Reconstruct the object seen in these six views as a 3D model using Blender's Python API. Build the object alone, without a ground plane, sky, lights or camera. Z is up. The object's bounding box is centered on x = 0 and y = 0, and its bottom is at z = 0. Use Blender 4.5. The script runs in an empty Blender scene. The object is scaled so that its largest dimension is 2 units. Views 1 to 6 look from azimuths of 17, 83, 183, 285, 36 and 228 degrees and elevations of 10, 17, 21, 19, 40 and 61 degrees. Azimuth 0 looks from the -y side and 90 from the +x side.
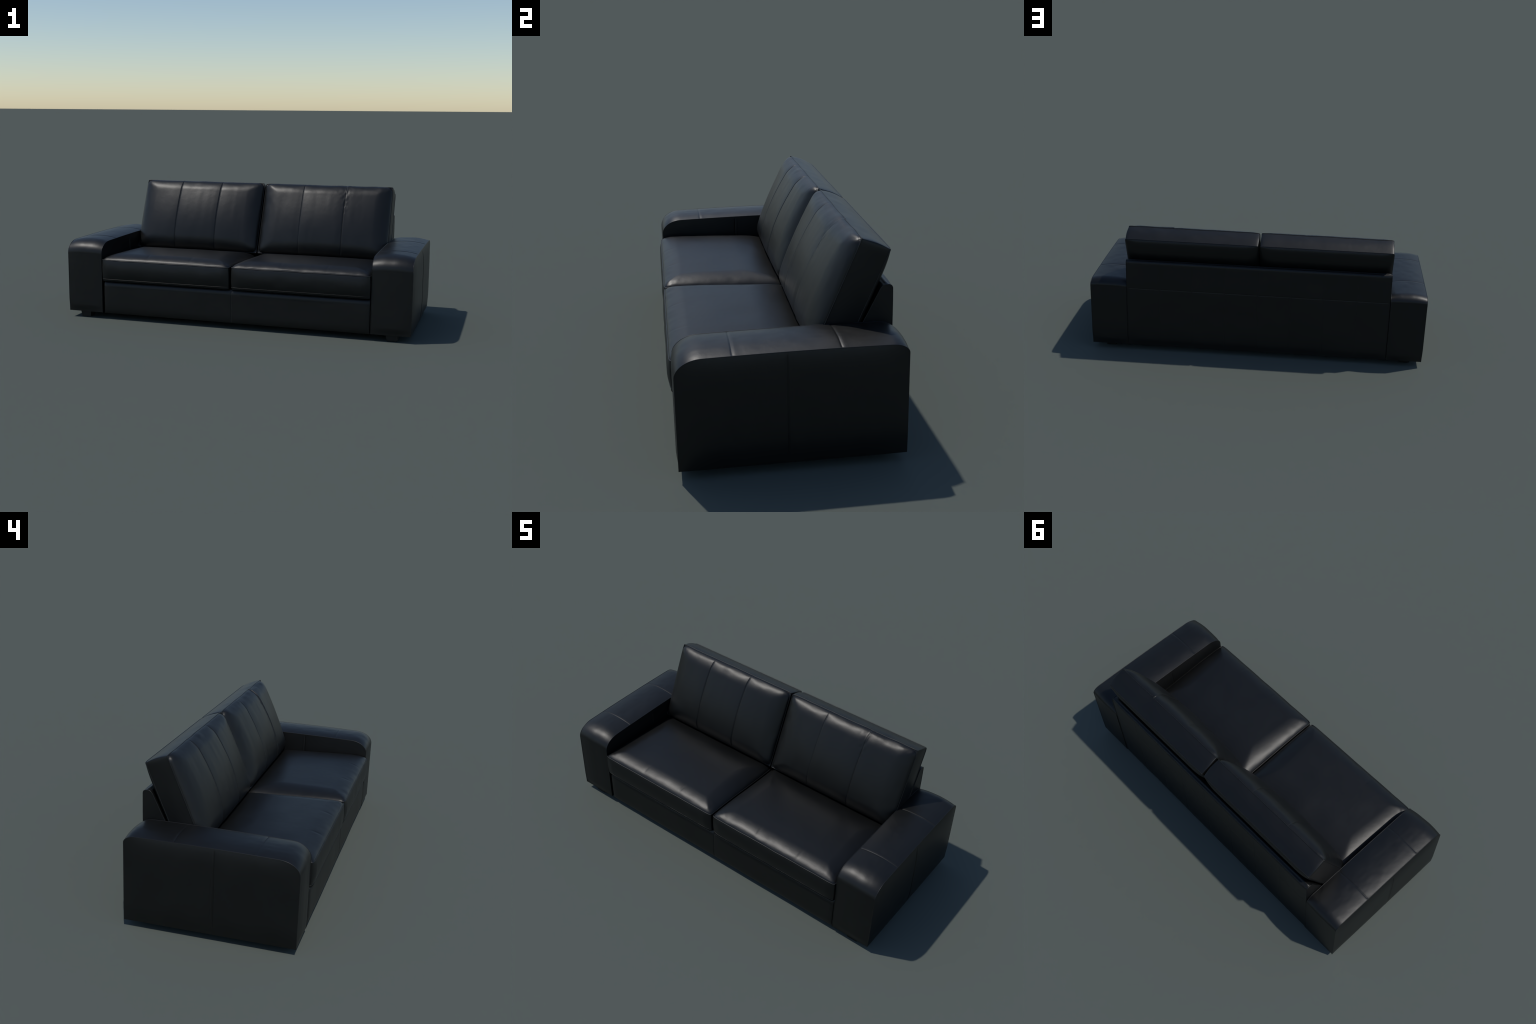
"""Black leather two-seat sofa, built panel by panel.

Every upholstered part is a box whose surface is a fine grid; a mapping
function bends that box into shape (crowned straps, puffed cushions, stitched
grooves, puckers).  Thin cords of leather (piping) run along the seams.
Frame: metres, z up, sofa front faces -y, width along x = 2.00 m.
"""
import bpy
import numpy as np
from math import pi

# ------------------------------------------------------------------ helpers

def value_noise(x, y, seed=0):
    """Smooth 2D lattice noise in -1..1 (numpy, deterministic)."""
    xi, yi = np.floor(x).astype(np.int64), np.floor(y).astype(np.int64)
    fx, fy = x - xi, y - yi
    fx, fy = fx * fx * (3 - 2 * fx), fy * fy * (3 - 2 * fy)

    def h(i, j):
        n = (i * 374761393 + j * 668265263 + seed * 974634777) & 0x7fffffff
        n = ((n ^ (n >> 13)) * 1274126177) & 0x7fffffff
        return ((n ^ (n >> 16)) & 0xffff) / 32767.5 - 1.0
    top = h(xi, yi) * (1 - fx) + h(xi + 1, yi) * fx
    bot = h(xi, yi + 1) * (1 - fx) + h(xi + 1, yi + 1) * fx
    return top * (1 - fy) + bot * fy


def smooth(e0, e1, x):
    t = np.clip((x - e0) / (e1 - e0), 0, 1)
    return t * t * (3 - 2 * t)


def shoulder(d, radius, power=2.0):
    """0 at a seam, rising like a rounded shoulder to 1 at distance radius."""
    t = np.clip(1 - d / radius, 0, 1)
    return np.maximum(1 - t ** power, 0) ** (1 / power)


def pillow(sides, power, mitre=8.0):
    """Puffed panel: sides = [(distance to a seam, shoulder width), ...];
    shoulders meet in soft mitres at the corners.  0 at seams, 1 inside."""
    t = sum(np.clip(1 - d / w, 0, 1) ** mitre for d, w in sides) ** (1 / mitre)
    t = np.clip(t, 0, 1)
    return np.maximum(1 - t ** power, 0) ** (1 / power)


def samples(lo, hi, step, dense=(), edge=True):
    """Parameter values from lo to hi, finer beside edges and seams."""
    n = max(2, int(round((hi - lo) / step)))
    pts = list(np.linspace(lo, hi, n + 1))
    offs = np.array([0.0, .0012, .0025, .004, .006, .009, .013])
    if edge:
        pts += list(lo + offs) + list(hi - offs)
    for s in dense:
        pts += list(s + offs) + list(s - offs)
    pts = np.array(sorted(p for p in pts if lo - 1e-9 <= p <= hi + 1e-9))
    keep = [pts[0]]
    for p in pts[1:]:
        if p - keep[-1] > .0009:
            keep.append(p)
    keep[-1] = hi
    return np.array(keep)


def grid_box(A, B, C, mapping):
    """Closed surface of the box A x B x C, bent by mapping(a, b, c)->x,y,z."""
    na, nb, nc = len(A), len(B), len(C)
    idx = -np.ones((na, nb, nc), dtype=np.int64)
    surf = np.zeros((na, nb, nc), bool)
    surf[[0, -1]] = True
    surf[:, [0, -1]] = True
    surf[:, :, [0, -1]] = True
    where = np.argwhere(surf)
    idx[surf] = np.arange(len(where))
    a, b, c = A[where[:, 0]], B[where[:, 1]], C[where[:, 2]]
    verts = np.stack(mapping(a, b, c), axis=1)
    faces = []

    def quads(g, flip):
        q = np.stack([g[:-1, :-1], g[1:, :-1], g[1:, 1:], g[:-1, 1:]], -1)
        q = q.reshape(-1, 4)
        faces.append(q[:, ::-1] if flip else q)
    quads(idx[0], True)
    quads(idx[-1], False)
    quads(idx[:, 0], False)
    quads(idx[:, -1], True)
    quads(idx[:, :, 0], True)
    quads(idx[:, :, -1], False)
    return verts, np.concatenate(faces)


def tube(path, radius, closed=False, sides=8):
    """Cord of round section along a polyline."""
    P = np.asarray(path, float)
    if closed:
        T = np.roll(P, -1, 0) - np.roll(P, 1, 0)
    else:
        T = np.gradient(P, axis=0)
    T /= np.linalg.norm(T, axis=1)[:, None] + 1e-12
    ref = np.array([.31, .17, .93])
    U = np.cross(T, ref)
    small = np.linalg.norm(U, axis=1) < .2
    U[small] = np.cross(T[small], [1, 0, 0])
    U /= np.linalg.norm(U, axis=1)[:, None]
    V = np.cross(T, U)
    ang = np.arange(sides) * 2 * pi / sides
    ring = (P[:, None, :] + radius * (np.cos(ang)[None, :, None] * U[:, None, :]
                                      + np.sin(ang)[None, :, None] * V[:, None, :]))
    n = len(P)
    verts = ring.reshape(-1, 3)
    faces = []
    for i in range(n if closed else n - 1):
        j = (i + 1) % n
        for k in range(sides):
            m = (k + 1) % sides
            faces.append((i * sides + k, i * sides + m, j * sides + m, j * sides + k))
    return verts, np.array(faces)


def join_geo(parts):
    V, F, o = [], [], 0
    for v, f in parts:
        V.append(v)
        F.append(f + o)
        o += len(v)
    return np.concatenate(V), np.concatenate(F)


def add_object(name, geo, material, parent, mirror=False):
    v, f = geo
    if mirror:
        v = v * np.array([-1, 1, 1])
        f = f[:, ::-1]
    me = bpy.data.meshes.new(name)
    me.from_pydata(v.tolist(), [], f.tolist())
    me.update()
    me.polygons.foreach_set("use_smooth", [True] * len(me.polygons))
    me.materials.append(material)
    ob = bpy.data.objects.new(name, me)
    bpy.context.scene.collection.objects.link(ob)
    ob.parent = parent
    return ob


def groove(d, width, depth):
    """Stitched line: tight crease with a soft pinch to either side."""
    return -depth * (.6 * np.exp(-(d / width) ** 2) + .4 * np.exp(-np.abs(d) / (6 * width)))


# ---------------------------------------------------------------- materials

def leather_material(name, base, rough, bump):
    m = bpy.data.materials.new(name)
    m.use_nodes = True
    nt = m.node_tree
    N, L = nt.nodes, nt.links
    bsdf = N["Principled BSDF"]
    bsdf.inputs["Specular IOR Level"].default_value = .40
    tc = N.new("ShaderNodeTexCoord")
    mott = N.new("ShaderNodeTexNoise")
    mott.inputs["Scale"].default_value = 9
    mott.inputs["Detail"].default_value = 5
    L.new(tc.outputs["Object"], mott.inputs["Vector"])
    ramp = N.new("ShaderNodeValToRGB")
    ramp.color_ramp.elements[0].position = .3
    ramp.color_ramp.elements[1].position = .75
    ramp.color_ramp.elements[0].color = (*[c * .88 for c in base], 1)
    ramp.color_ramp.elements[1].color = (*[c * 1.12 for c in base], 1)
    L.new(mott.outputs["Fac"], ramp.inputs["Fac"])
    L.new(ramp.outputs["Color"], bsdf.inputs["Base Color"])
    rr = N.new("ShaderNodeMapRange")
    rr.inputs["To Min"].default_value = rough - .03
    rr.inputs["To Max"].default_value = rough + .03
    L.new(mott.outputs["Fac"], rr.inputs["Value"])
    L.new(rr.outputs["Result"], bsdf.inputs["Roughness"])
    pore = N.new("ShaderNodeTexVoronoi")
    pore.inputs["Scale"].default_value = 420
    L.new(tc.outputs["Object"], pore.inputs["Vector"])
    soft = N.new("ShaderNodeTexNoise")
    soft.inputs["Scale"].default_value = 28
    soft.inputs["Detail"].default_value = 3
    L.new(tc.outputs["Object"], soft.inputs["Vector"])
    b1 = N.new("ShaderNodeBump")
    b1.inputs["Strength"].default_value = bump
    b1.inputs["Distance"].default_value = .0006
    L.new(pore.outputs["Distance"], b1.inputs["Height"])
    b2 = N.new("ShaderNodeBump")
    b2.inputs["Strength"].default_value = .25
    b2.inputs["Distance"].default_value = .002
    L.new(soft.outputs["Fac"], b2.inputs["Height"])
    L.new(b1.outputs["Normal"], b2.inputs["Normal"])
    L.new(b2.outputs["Normal"], bsdf.inputs["Normal"])
    return m


LEATHER = leather_material("black_leather", (.0046, .0049, .0049), .42, .10)
CORD = leather_material("black_leather_cord", (.0056, .0058, .0058), .44, .05)
FOOT = leather_material("dark_foot", (.007, .007, .007), .55, .05)

# --------------------------------------------------------------------- sofa

sofa = bpy.data.objects.new("leather_sofa", None)
bpy.context.scene.collection.objects.link(sofa)
sofa["label"] = "black leather two seat sofa with wide padded arms"
sofa["category"] = "sofa"

FLOOR_GAP = .0335

# ---- arm rests: boxed side panels under one long strap (front, top, rear) ---
ARM_FRONT, ARM_REAR = -.384, .401
ARM_INNER, ARM_OUTER = .777, .9895
FRONT_RY, FRONT_RZ = .095, .064
REAR_RY, REAR_RZ = .055, .030
STRAP_SEAMS = (-.192, .172)
SIDE_SEAM = -.011


def arm_top_edge(y):
    z = .4390 + .0040 * (1 - ((y - .05) / .36) ** 2)
    u = np.clip((ARM_FRONT + FRONT_RY - y) / FRONT_RY, 0, 1)
    w = np.clip((y - (ARM_REAR - REAR_RY)) / REAR_RY, 0, 1)
    z = z - FRONT_RZ * (1 - np.sqrt(np.maximum(1 - u ** 2.1, 0)))
    return z - REAR_RZ * (1 - np.sqrt(np.maximum(1 - w * w, 0)))


def arm_mapping(y, b, c, inner=ARM_INNER):
    """y along the arm, b 0..1 floor to top, c 0..1 inside to outside."""
    zt = arm_top_edge(y)
    z = FLOOR_GAP + .001 + b * (zt - FLOOR_GAP - .001)
    outer = ARM_OUTER - .003 * (1 - smooth(.03, .12, z))
    x = inner + c * (outer - inner)
    s = 2 * c - 1
    crown = 1 - np.abs(s) ** 2.35
    # strap direction (outward normal of the side outline)
    u = np.clip((ARM_FRONT + FRONT_RY - y) / FRONT_RY, 0, 1)
    w = np.clip((y - (ARM_REAR - REAR_RY)) / REAR_RY, 0, 1)
    ny = -u ** 1.3 + w ** 1.3
    nz = np.sqrt(np.maximum(1 - ny ** 2, 0))
    top, fr, re = b > 1 - 1e-9, y < ARM_FRONT + 1e-9, y > ARM_REAR - 1e-9
    low = smooth(FLOOR_GAP, .075, z)
    amount = np.where(ny < 0, .006 + .007 * nz, .005 + .008 * nz)
    strap = top | fr | re
    h = crown * amount * low
    hs = np.zeros_like(h)
    for q in STRAP_SEAMS:
        hs += groove(y - q, .0034, .0018) * top
        hs += .0006 * np.exp(-((y - q - .012) / .008) ** 2) * top
    edge = np.minimum(c, 1 - c) * .21
    hs *= smooth(-.002, .01, edge)
    wob = value_noise(x * 22, y * 22, 3) * .0007 + value_noise(x * 60, y * 35, 4) * .0003
    h = (h + hs + wob * crown * low) * strap
    y2, z2 = y + ny * h * np.where(fr | re | top, 1, 0), z + nz * h * top
    # puffed side panels with one upright seam
    ta = np.clip((y - ARM_FRONT) / (ARM_REAR - ARM_FRONT), 0, 1)
    f = (1 - np.abs(2 * ta - 1) ** 7) * (1 - np.abs(2 * b - 1) ** 5)
    gs = (groove(y - SIDE_SEAM, .0030, .0036)
          + .0016 * np.exp(-((y - SIDE_SEAM - .006) / .0035) ** 2)) * smooth(0, .1, 1 - b) * smooth(0, .1, b)
    outside, inside = c > 1 - 1e-9, c < 1e-9
    x = x + outside * (.0103 * f + gs) - inside * (.003 * f + gs * .8)
    return x, y2, z2


arm_y = np.concatenate([
    ARM_FRONT + FRONT_RY * (1 - np.cos(np.linspace(0, pi / 2, 26))),
    samples(ARM_FRONT + FRONT_RY, ARM_REAR - REAR_RY, .009,
            STRAP_SEAMS + (SIDE_SEAM,), edge=False)[1:-1],
    ARM_REAR - REAR_RY * (1 - np.sin(np.linspace(0, pi / 2, 16)))])
arm_b = samples(0, .40, .009) / .40
arm_c = samples(0, .21, .007) / .21


def arm_cords(inner):
    """Cord on the seam between strap and side panels, both sides."""
    out = []
    for c in (0.0, 1.0):
        inset = .0012
        zb = np.linspace(0, 1, 60)
        yy = np.concatenate([np.full(60, ARM_FRONT), arm_y[1:-1], np.full(60, ARM_REAR)])
        bb = np.concatenate([zb, np.ones(len(arm_y) - 2), zb[::-1]])
        x, y, z = arm_mapping(yy, bb, np.full(len(yy), c), inner)
        x = x + (inset if c == 0 else -inset)
        out.append(tube(np.stack([x, y, z], 1), .0017))
    return join_geo(out)


# (a,b,c) = (y,z,x) is a right-handed order, so faces point outwards
for mirrored, inner in ((True, .7775), (False, .7755)):
    geo = grid_box(arm_y, arm_b, arm_c, lambda y, b, c: arm_mapping(y, b, c, inner))
    arm = add_object("arm_rest", geo, LEATHER, sofa, mirrored)
    add_object("piping", arm_cords(inner), CORD, arm, mirrored)

# ---- seat cushions ---------------------------------------------------------
SEAT_FRONT, SEAT_REAR = -.396, .150
SEAT_LOW, SEAT_EDGE = .224, .341


def seat_mapping(x0, x1, seed):
    def mapping(x, y, b):
        top, bot = b > 1 - 1e-9, b < 1e-9
        dx = np.minimum(x - x0, x1 - x)
        dyf, dyr = y - SEAT_FRONT, SEAT_REAR - y
        # seam line height sags a little to the rear
        sag = smooth(-.34, .12, y)
        edge = SEAT_EDGE + .002 - .024 * sag
        z = SEAT_LOW + b * (edge - SEAT_LOW)
        # crowned top with soft shoulders
        puff = pillow(((dx, .095 + .02 * sag), (dyf, .078), (dyr, .20)), 1.62)
        tx, ty = (x - x0) / (x1 - x0) * 2 - 1, (y - SEAT_FRONT) / (SEAT_REAR - SEAT_FRONT)
        dome = (1 - tx ** 2) * np.sin(pi * np.clip(ty, 0, 1) ** .75)
        h = (.0315 + .0145 * sag) * puff + .007 * dome
        near = np.exp(-np.minimum(dx, dyf) / .030) * smooth(0, .012, np.minimum(dx, dyf))
        front_near = np.exp(-dyf / .016) * smooth(0, .006, dyf)
        h += .0012 * near * value_noise(x * 30, y * 30, seed)
        h += .0026 * front_near * np.maximum(value_noise(x * 16, y * 40, seed + 1) - .1, 0)
        corner = np.exp(-np.hypot(dx - .03, dyf - .03) / .02)
        h += .0025 * corner * value_noise((x + y) * 60, (x - y) * 25, seed + 3)
        h += .0012 * puff * value_noise(x * 9, y * 9, seed + 2)
        for k, q in enumerate((.36, .69)):           # short puckers at the front
            d = x - (x0 + q * (x1 - x0)) - .1 * (y - SEAT_FRONT) * (k - .5)
            h += -.0013 * np.exp(-(d / .006) ** 2) * np.exp(-((dyf - .045) / .025) ** 2)
        z = z + top * h
        # puffed front: full under the cord, tucked in below
        wob = value_noise(x * 14, b * 2, seed + 5)
        dx01 = smooth(0, .05, dx)
        fr = -.010 * np.sin(pi * np.clip(b, 0, 1)) ** .7 * (.35 + .65 * dx01) + .003 * (1 - b) ** 2
        fr += -.0010 * wob * np.sin(pi * np.clip(b, 0, 1))
        y2 = y + np.where(dyf < 1e-9, fr, 0)
        side = .0025 * np.sin(pi * np.clip(b, 0, 1))
        x2 = x + np.where(x - x0 < 1e-9, -side, 0) + np.where(x1 - x < 1e-9, side, 0)
        # small corner radius in plan
        cr = np.exp(-dx / .012) * np.exp(-dyf / .012)
        y2 = y2 + .006 * cr
        x2 = x2 + .003 * cr * np.sign((x0 + x1) / 2 - x)
        # hand-sewn wobble of the whole seam line
        z = z + b * np.exp(-dyf / .02) * .0016 * value_noise(x * 17, y * 0 + .5, seed + 8)
        return x2, y2, z
    return mapping


def loop_cord(mp, x0, x1, y0, y1, b, radius, n=420):
    xs, ys = np.linspace(x0, x1, n), np.linspace(y0, y1, n)
    xx = np.concatenate([xs[:-1], np.full(n - 1, x1), xs[::-1][:-1], np.full(n - 1, x0)])
    yy = np.concatenate([np.full(n - 1, y0), ys[:-1], np.full(n - 1, y1), ys[::-1][:-1]])
    p = np.stack(mp(xx, yy, np.full(len(xx), b)), 1)
    return tube(p, radius, closed=True)


for x0, x1, seed in ((-.771, -.008, 11), (.005, .771, 29)):
    mp = seat_mapping(x0, x1, seed)
    A = samples(x0, x1, .006)
    B = samples(SEAT_FRONT, SEAT_REAR, .006)
    C = samples(0, .12, .008) / .12
    seat = add_object("seat_cushion", grid_box(A, B, C, mp), LEATHER, sofa)
    cords = join_geo([loop_cord(mp, x0, x1, SEAT_FRONT, SEAT_REAR, 1.0, .0026),
                      loop_cord(mp, x0, x1, SEAT_FRONT, SEAT_REAR, .09, .0012)])
    add_object("piping", cords, CORD, seat)

# ---- back cushions ---------------------------------------------------------
BACK_TOP = np.array([.2860, .7500])       # front upper seam (y, z)
BACK_LOW = np.array([.1130, .3480])       # front lower seam
BACK_THICK = .110
back_up = BACK_TOP - BACK_LOW
BACK_HEIGHT = float(np.linalg.norm(back_up))
back_up = back_up / BACK_HEIGHT
back_out = np.array([-back_up[1], back_up[0]])   # towards the sitter


def back_mapping(x0, x1, seams, seed, lap):
    def mapping(x, h, t):
        """h 0..height along the slope, t 0 rear .. 1 front."""
        front, rear = t > 1 - 1e-9, t < 1e-9
        dx, dt, db = np.minimum(x - x0, x1 - x), BACK_HEIGHT - h, h
        puff = pillow(((dx, .095), (dt, .068), (db, .075)), 1.85, 5.0)
        tx, th = (x - x0) / (x1 - x0) * 2 - 1, h / BACK_HEIGHT * 2 - 1
        d = .0365 * puff + .031 * (1 - tx ** 2) ** .8 * (1 - th ** 2) * (1 - .22 * th)
        for k, q in enumerate(seams):
            e = x - (x0 + q * (x1 - x0))
            fade = smooth(0, .03, dt) * smooth(0, .03, db)
            g = groove(e, .0028, .0045 if not (lap and k == 0) else .0022) * (.35 + .65 * fade)
            g -= .0016 * np.exp(-(e / .03) ** 2) * fade
            if lap and k == 1:                    # this seam laps over like a step
                g += .0045 * smooth(-.002, .003, e) * np.exp(-np.maximum(e, 0) / .05)
                g += .0022 * value_noise(x * 90, h * 70, seed + 6) * np.exp(-np.abs(e) / .02) \
                    * smooth(.2, .4, h)
            d += g
        near_top = np.exp(-dt / .03) * smooth(0, .010, dt)
        d += .0022 * near_top * value_noise(x * 24, h * 45, seed)
        d += .0022 * np.exp(-dx / .03) * smooth(0, .01, dx) * value_noise(x * 40, h * 26, seed + 1)
        corner = np.exp(-np.hypot(dx - .02, dt - .02) / .02)
        d += .0018 * corner * value_noise((x + h) * 50, (x - h) * 50, seed + 4)
        d += .0012 * puff * value_noise(x * 13, h * 4, seed + 2)
        d += .0005 * puff * value_noise(x * 38, h * 9, seed + 3)
        r = .027 * shoulder(dx, .09) * shoulder(dt, .10) * shoulder(db, .09)
        off = -BACK_THICK * (1 - t) + np.where(front, d, 0) - np.where(rear, r, 0)
        st = np.sin(pi * np.clip(t, 0, 1))
        hh = h + np.where(dt < 1e-9, .0055 * st, 0)
        hh = hh + np.exp(-dt / .02) * .0015 * value_noise(x * 15, t * 3, seed + 7) * t
        xx = x + np.where(x - x0 < 1e-9, -.003 * st, 0) + np.where(x1 - x < 1e-9, .003 * st, 0)
        # rounded upper corners
        cr = np.exp(-dx / .010) * np.exp(-dt / .010)
        xx = xx + .0025 * cr * np.sign((x0 + x1) / 2 - x)
        hh = hh - .0025 * cr
        y = BACK_LOW[0] + back_up[0] * hh + back_out[0] * off
        z = BACK_LOW[1] + back_up[1] * hh + back_out[1] * off
        return xx, y, z
    return mapping


for x0, x1, seams, seed, lap in ((-.775, -.0065, (.325, .66), 41, False),
                                 (.0045, .777, (.325, .655), 57, True)):
    mp = back_mapping(x0, x1, seams, seed, lap)
    A = samples(x0, x1, .006, tuple(x0 + q * (x1 - x0) for q in seams))
    B = samples(0, BACK_HEIGHT, .006)
    C = samples(0, .11, .008) / .11
    v, f = grid_box(A, B, C, mp)
    cushion = add_object("back_cushion", (v, f[:, ::-1]), LEATHER, sofa)
    cords = join_geo([loop_cord(mp, x0, x1, 0, BACK_HEIGHT, 1.0, .0024),
                      loop_cord(mp, x0, x1, 0, BACK_HEIGHT, 0.0, .0022)])
    add_object("piping", cords, CORD, cushion)

# ---- back frame: upright panel behind the cushions --------------------------
FRAME_HALF = .7745
FRAME_REAR, FRAME_TOP = .398, .576
BACK_SEAM_Z = .403


def frame_front(z):
    return np.interp(z, [.035, .26, .44, .55, .60], [.21, .21, .293, .348, .372])


frame_seams_x = [FRAME_HALF * 2 * (i / 8 - .5) for i in range(1, 8)]


def frame_mapping(x, b, t):
    """b 0..1 floor to top, t 0 rear .. 1 front."""
    z = FLOOR_GAP + b * (FRAME_TOP - FLOOR_GAP)
    yr, yf = np.full_like(z, FRAME_REAR), frame_front(z)
    # rounded top roll
    q = np.clip((z - (FRAME_TOP - .016)) / .016, 0, 1)
    inset = .012 * (1 - np.sqrt(np.maximum(1 - q * q, 0)))
    yr, yf = yr - inset, yf + inset * .8
    y = yr + t * (yf - yr)
    rear, front, top = t < 1e-9, t > 1 - 1e-9, b > 1 - 1e-9
    dxe = FRAME_HALF - np.abs(x)
    g = groove(z - BACK_SEAM_Z, .0028, .0013)
    for s in frame_seams_x:
        g = np.minimum(g, groove(x - s, .0028, .0016))
    g = g * smooth(0, .02, dxe) * smooth(.05, .07, z) * (1 - smooth(.54, .56, z))
    puff = .003 * smooth(0, .05, dxe) * smooth(.035, .08, z)
    puff = puff + .0008 * value_noise(x * 12, z * 12, 71)
    y = y + rear * (puff + g)
    z = z + top * (.004 * np.sin(pi * t) + .0012 * value_noise(x * 7, t, 73)) * smooth(0, .02, dxe)
    return x, y, z


A = samples(-FRAME_HALF, FRAME_HALF, .010, tuple(frame_seams_x))
B = (samples(FLOOR_GAP, FRAME_TOP, .010, (BACK_SEAM_Z,)) - FLOOR_GAP) / (FRAME_TOP - FLOOR_GAP)
C = samples(0, .04, .004) / .04
v, f = grid_box(A, B, C, frame_mapping)
frame = add_object("back_frame", (v, f[:, ::-1]), LEATHER, sofa)
cords = []
for sx in (-1, 1):
    zb = np.linspace(0, 1, 140)
    bb = np.concatenate([zb, np.ones(12), zb[::-1]])
    tt = np.concatenate([np.zeros(140), np.linspace(0, 1, 14)[1:-1], np.ones(140)])
    p = np.stack(frame_mapping(np.full(len(bb), sx * FRAME_HALF), bb, tt), 1)
    p[:, 0] -= sx * .001
    cords.append(tube(p, .002))
add_object("piping", join_geo(cords), CORD, frame)

# ---- base: front rail panel and the deck under the seats ---------------------
BASE_HALF = .7685
BASE_TOP = .226


def base_mapping(x, y, b):
    z = FLOOR_GAP - .001 + b * (BASE_TOP - FLOOR_GAP)
    front = y < -.379 + 1e-9
    dx = BASE_HALF - np.abs(x)
    puff = .008 * shoulder(dx, .03) * shoulder(b * .18, .04) * shoulder((1 - b) * .18, .03)
    puff = puff + groove(x, .0028, .0028) * smooth(0, .1, b) * smooth(0, .1, 1 - b)
    puff = puff + .0012 * value_noise(x * 8, z * 8, 91)
    roll = .014 * np.clip((b - .84) / .16, 0, 1) ** 2
    return x, y + front * (roll - puff), z


A = samples(-BASE_HALF, BASE_HALF, .010, (0.0,))
B = samples(-.379, .20, .03)
C = samples(0, .18, .008) / .18
base = add_object("seat_base", grid_box(A, B, C, base_mapping), LEATHER, sofa)
base.location.x = .0028

# ---- feet: short tapered blocks ----------------------------------------------


def foot_mapping(x, y, b):
    k = .86 + .14 * b
    return x * k, y * k, b * (FLOOR_GAP + .004)


foot_geo = grid_box(samples(-.032, .032, .008), samples(-.032, .032, .008),
                    samples(0, .035, .006) / .035, foot_mapping)
first = None
for fx in (-.892, .887):
    for fy in (-.338, .326):
        if first is None:
            ob = first = add_object("foot", foot_geo, FOOT, sofa)
        else:
            ob = first.copy()
            bpy.context.scene.collection.objects.link(ob)
            ob.parent = sofa
        ob.location = (fx, fy, 0)
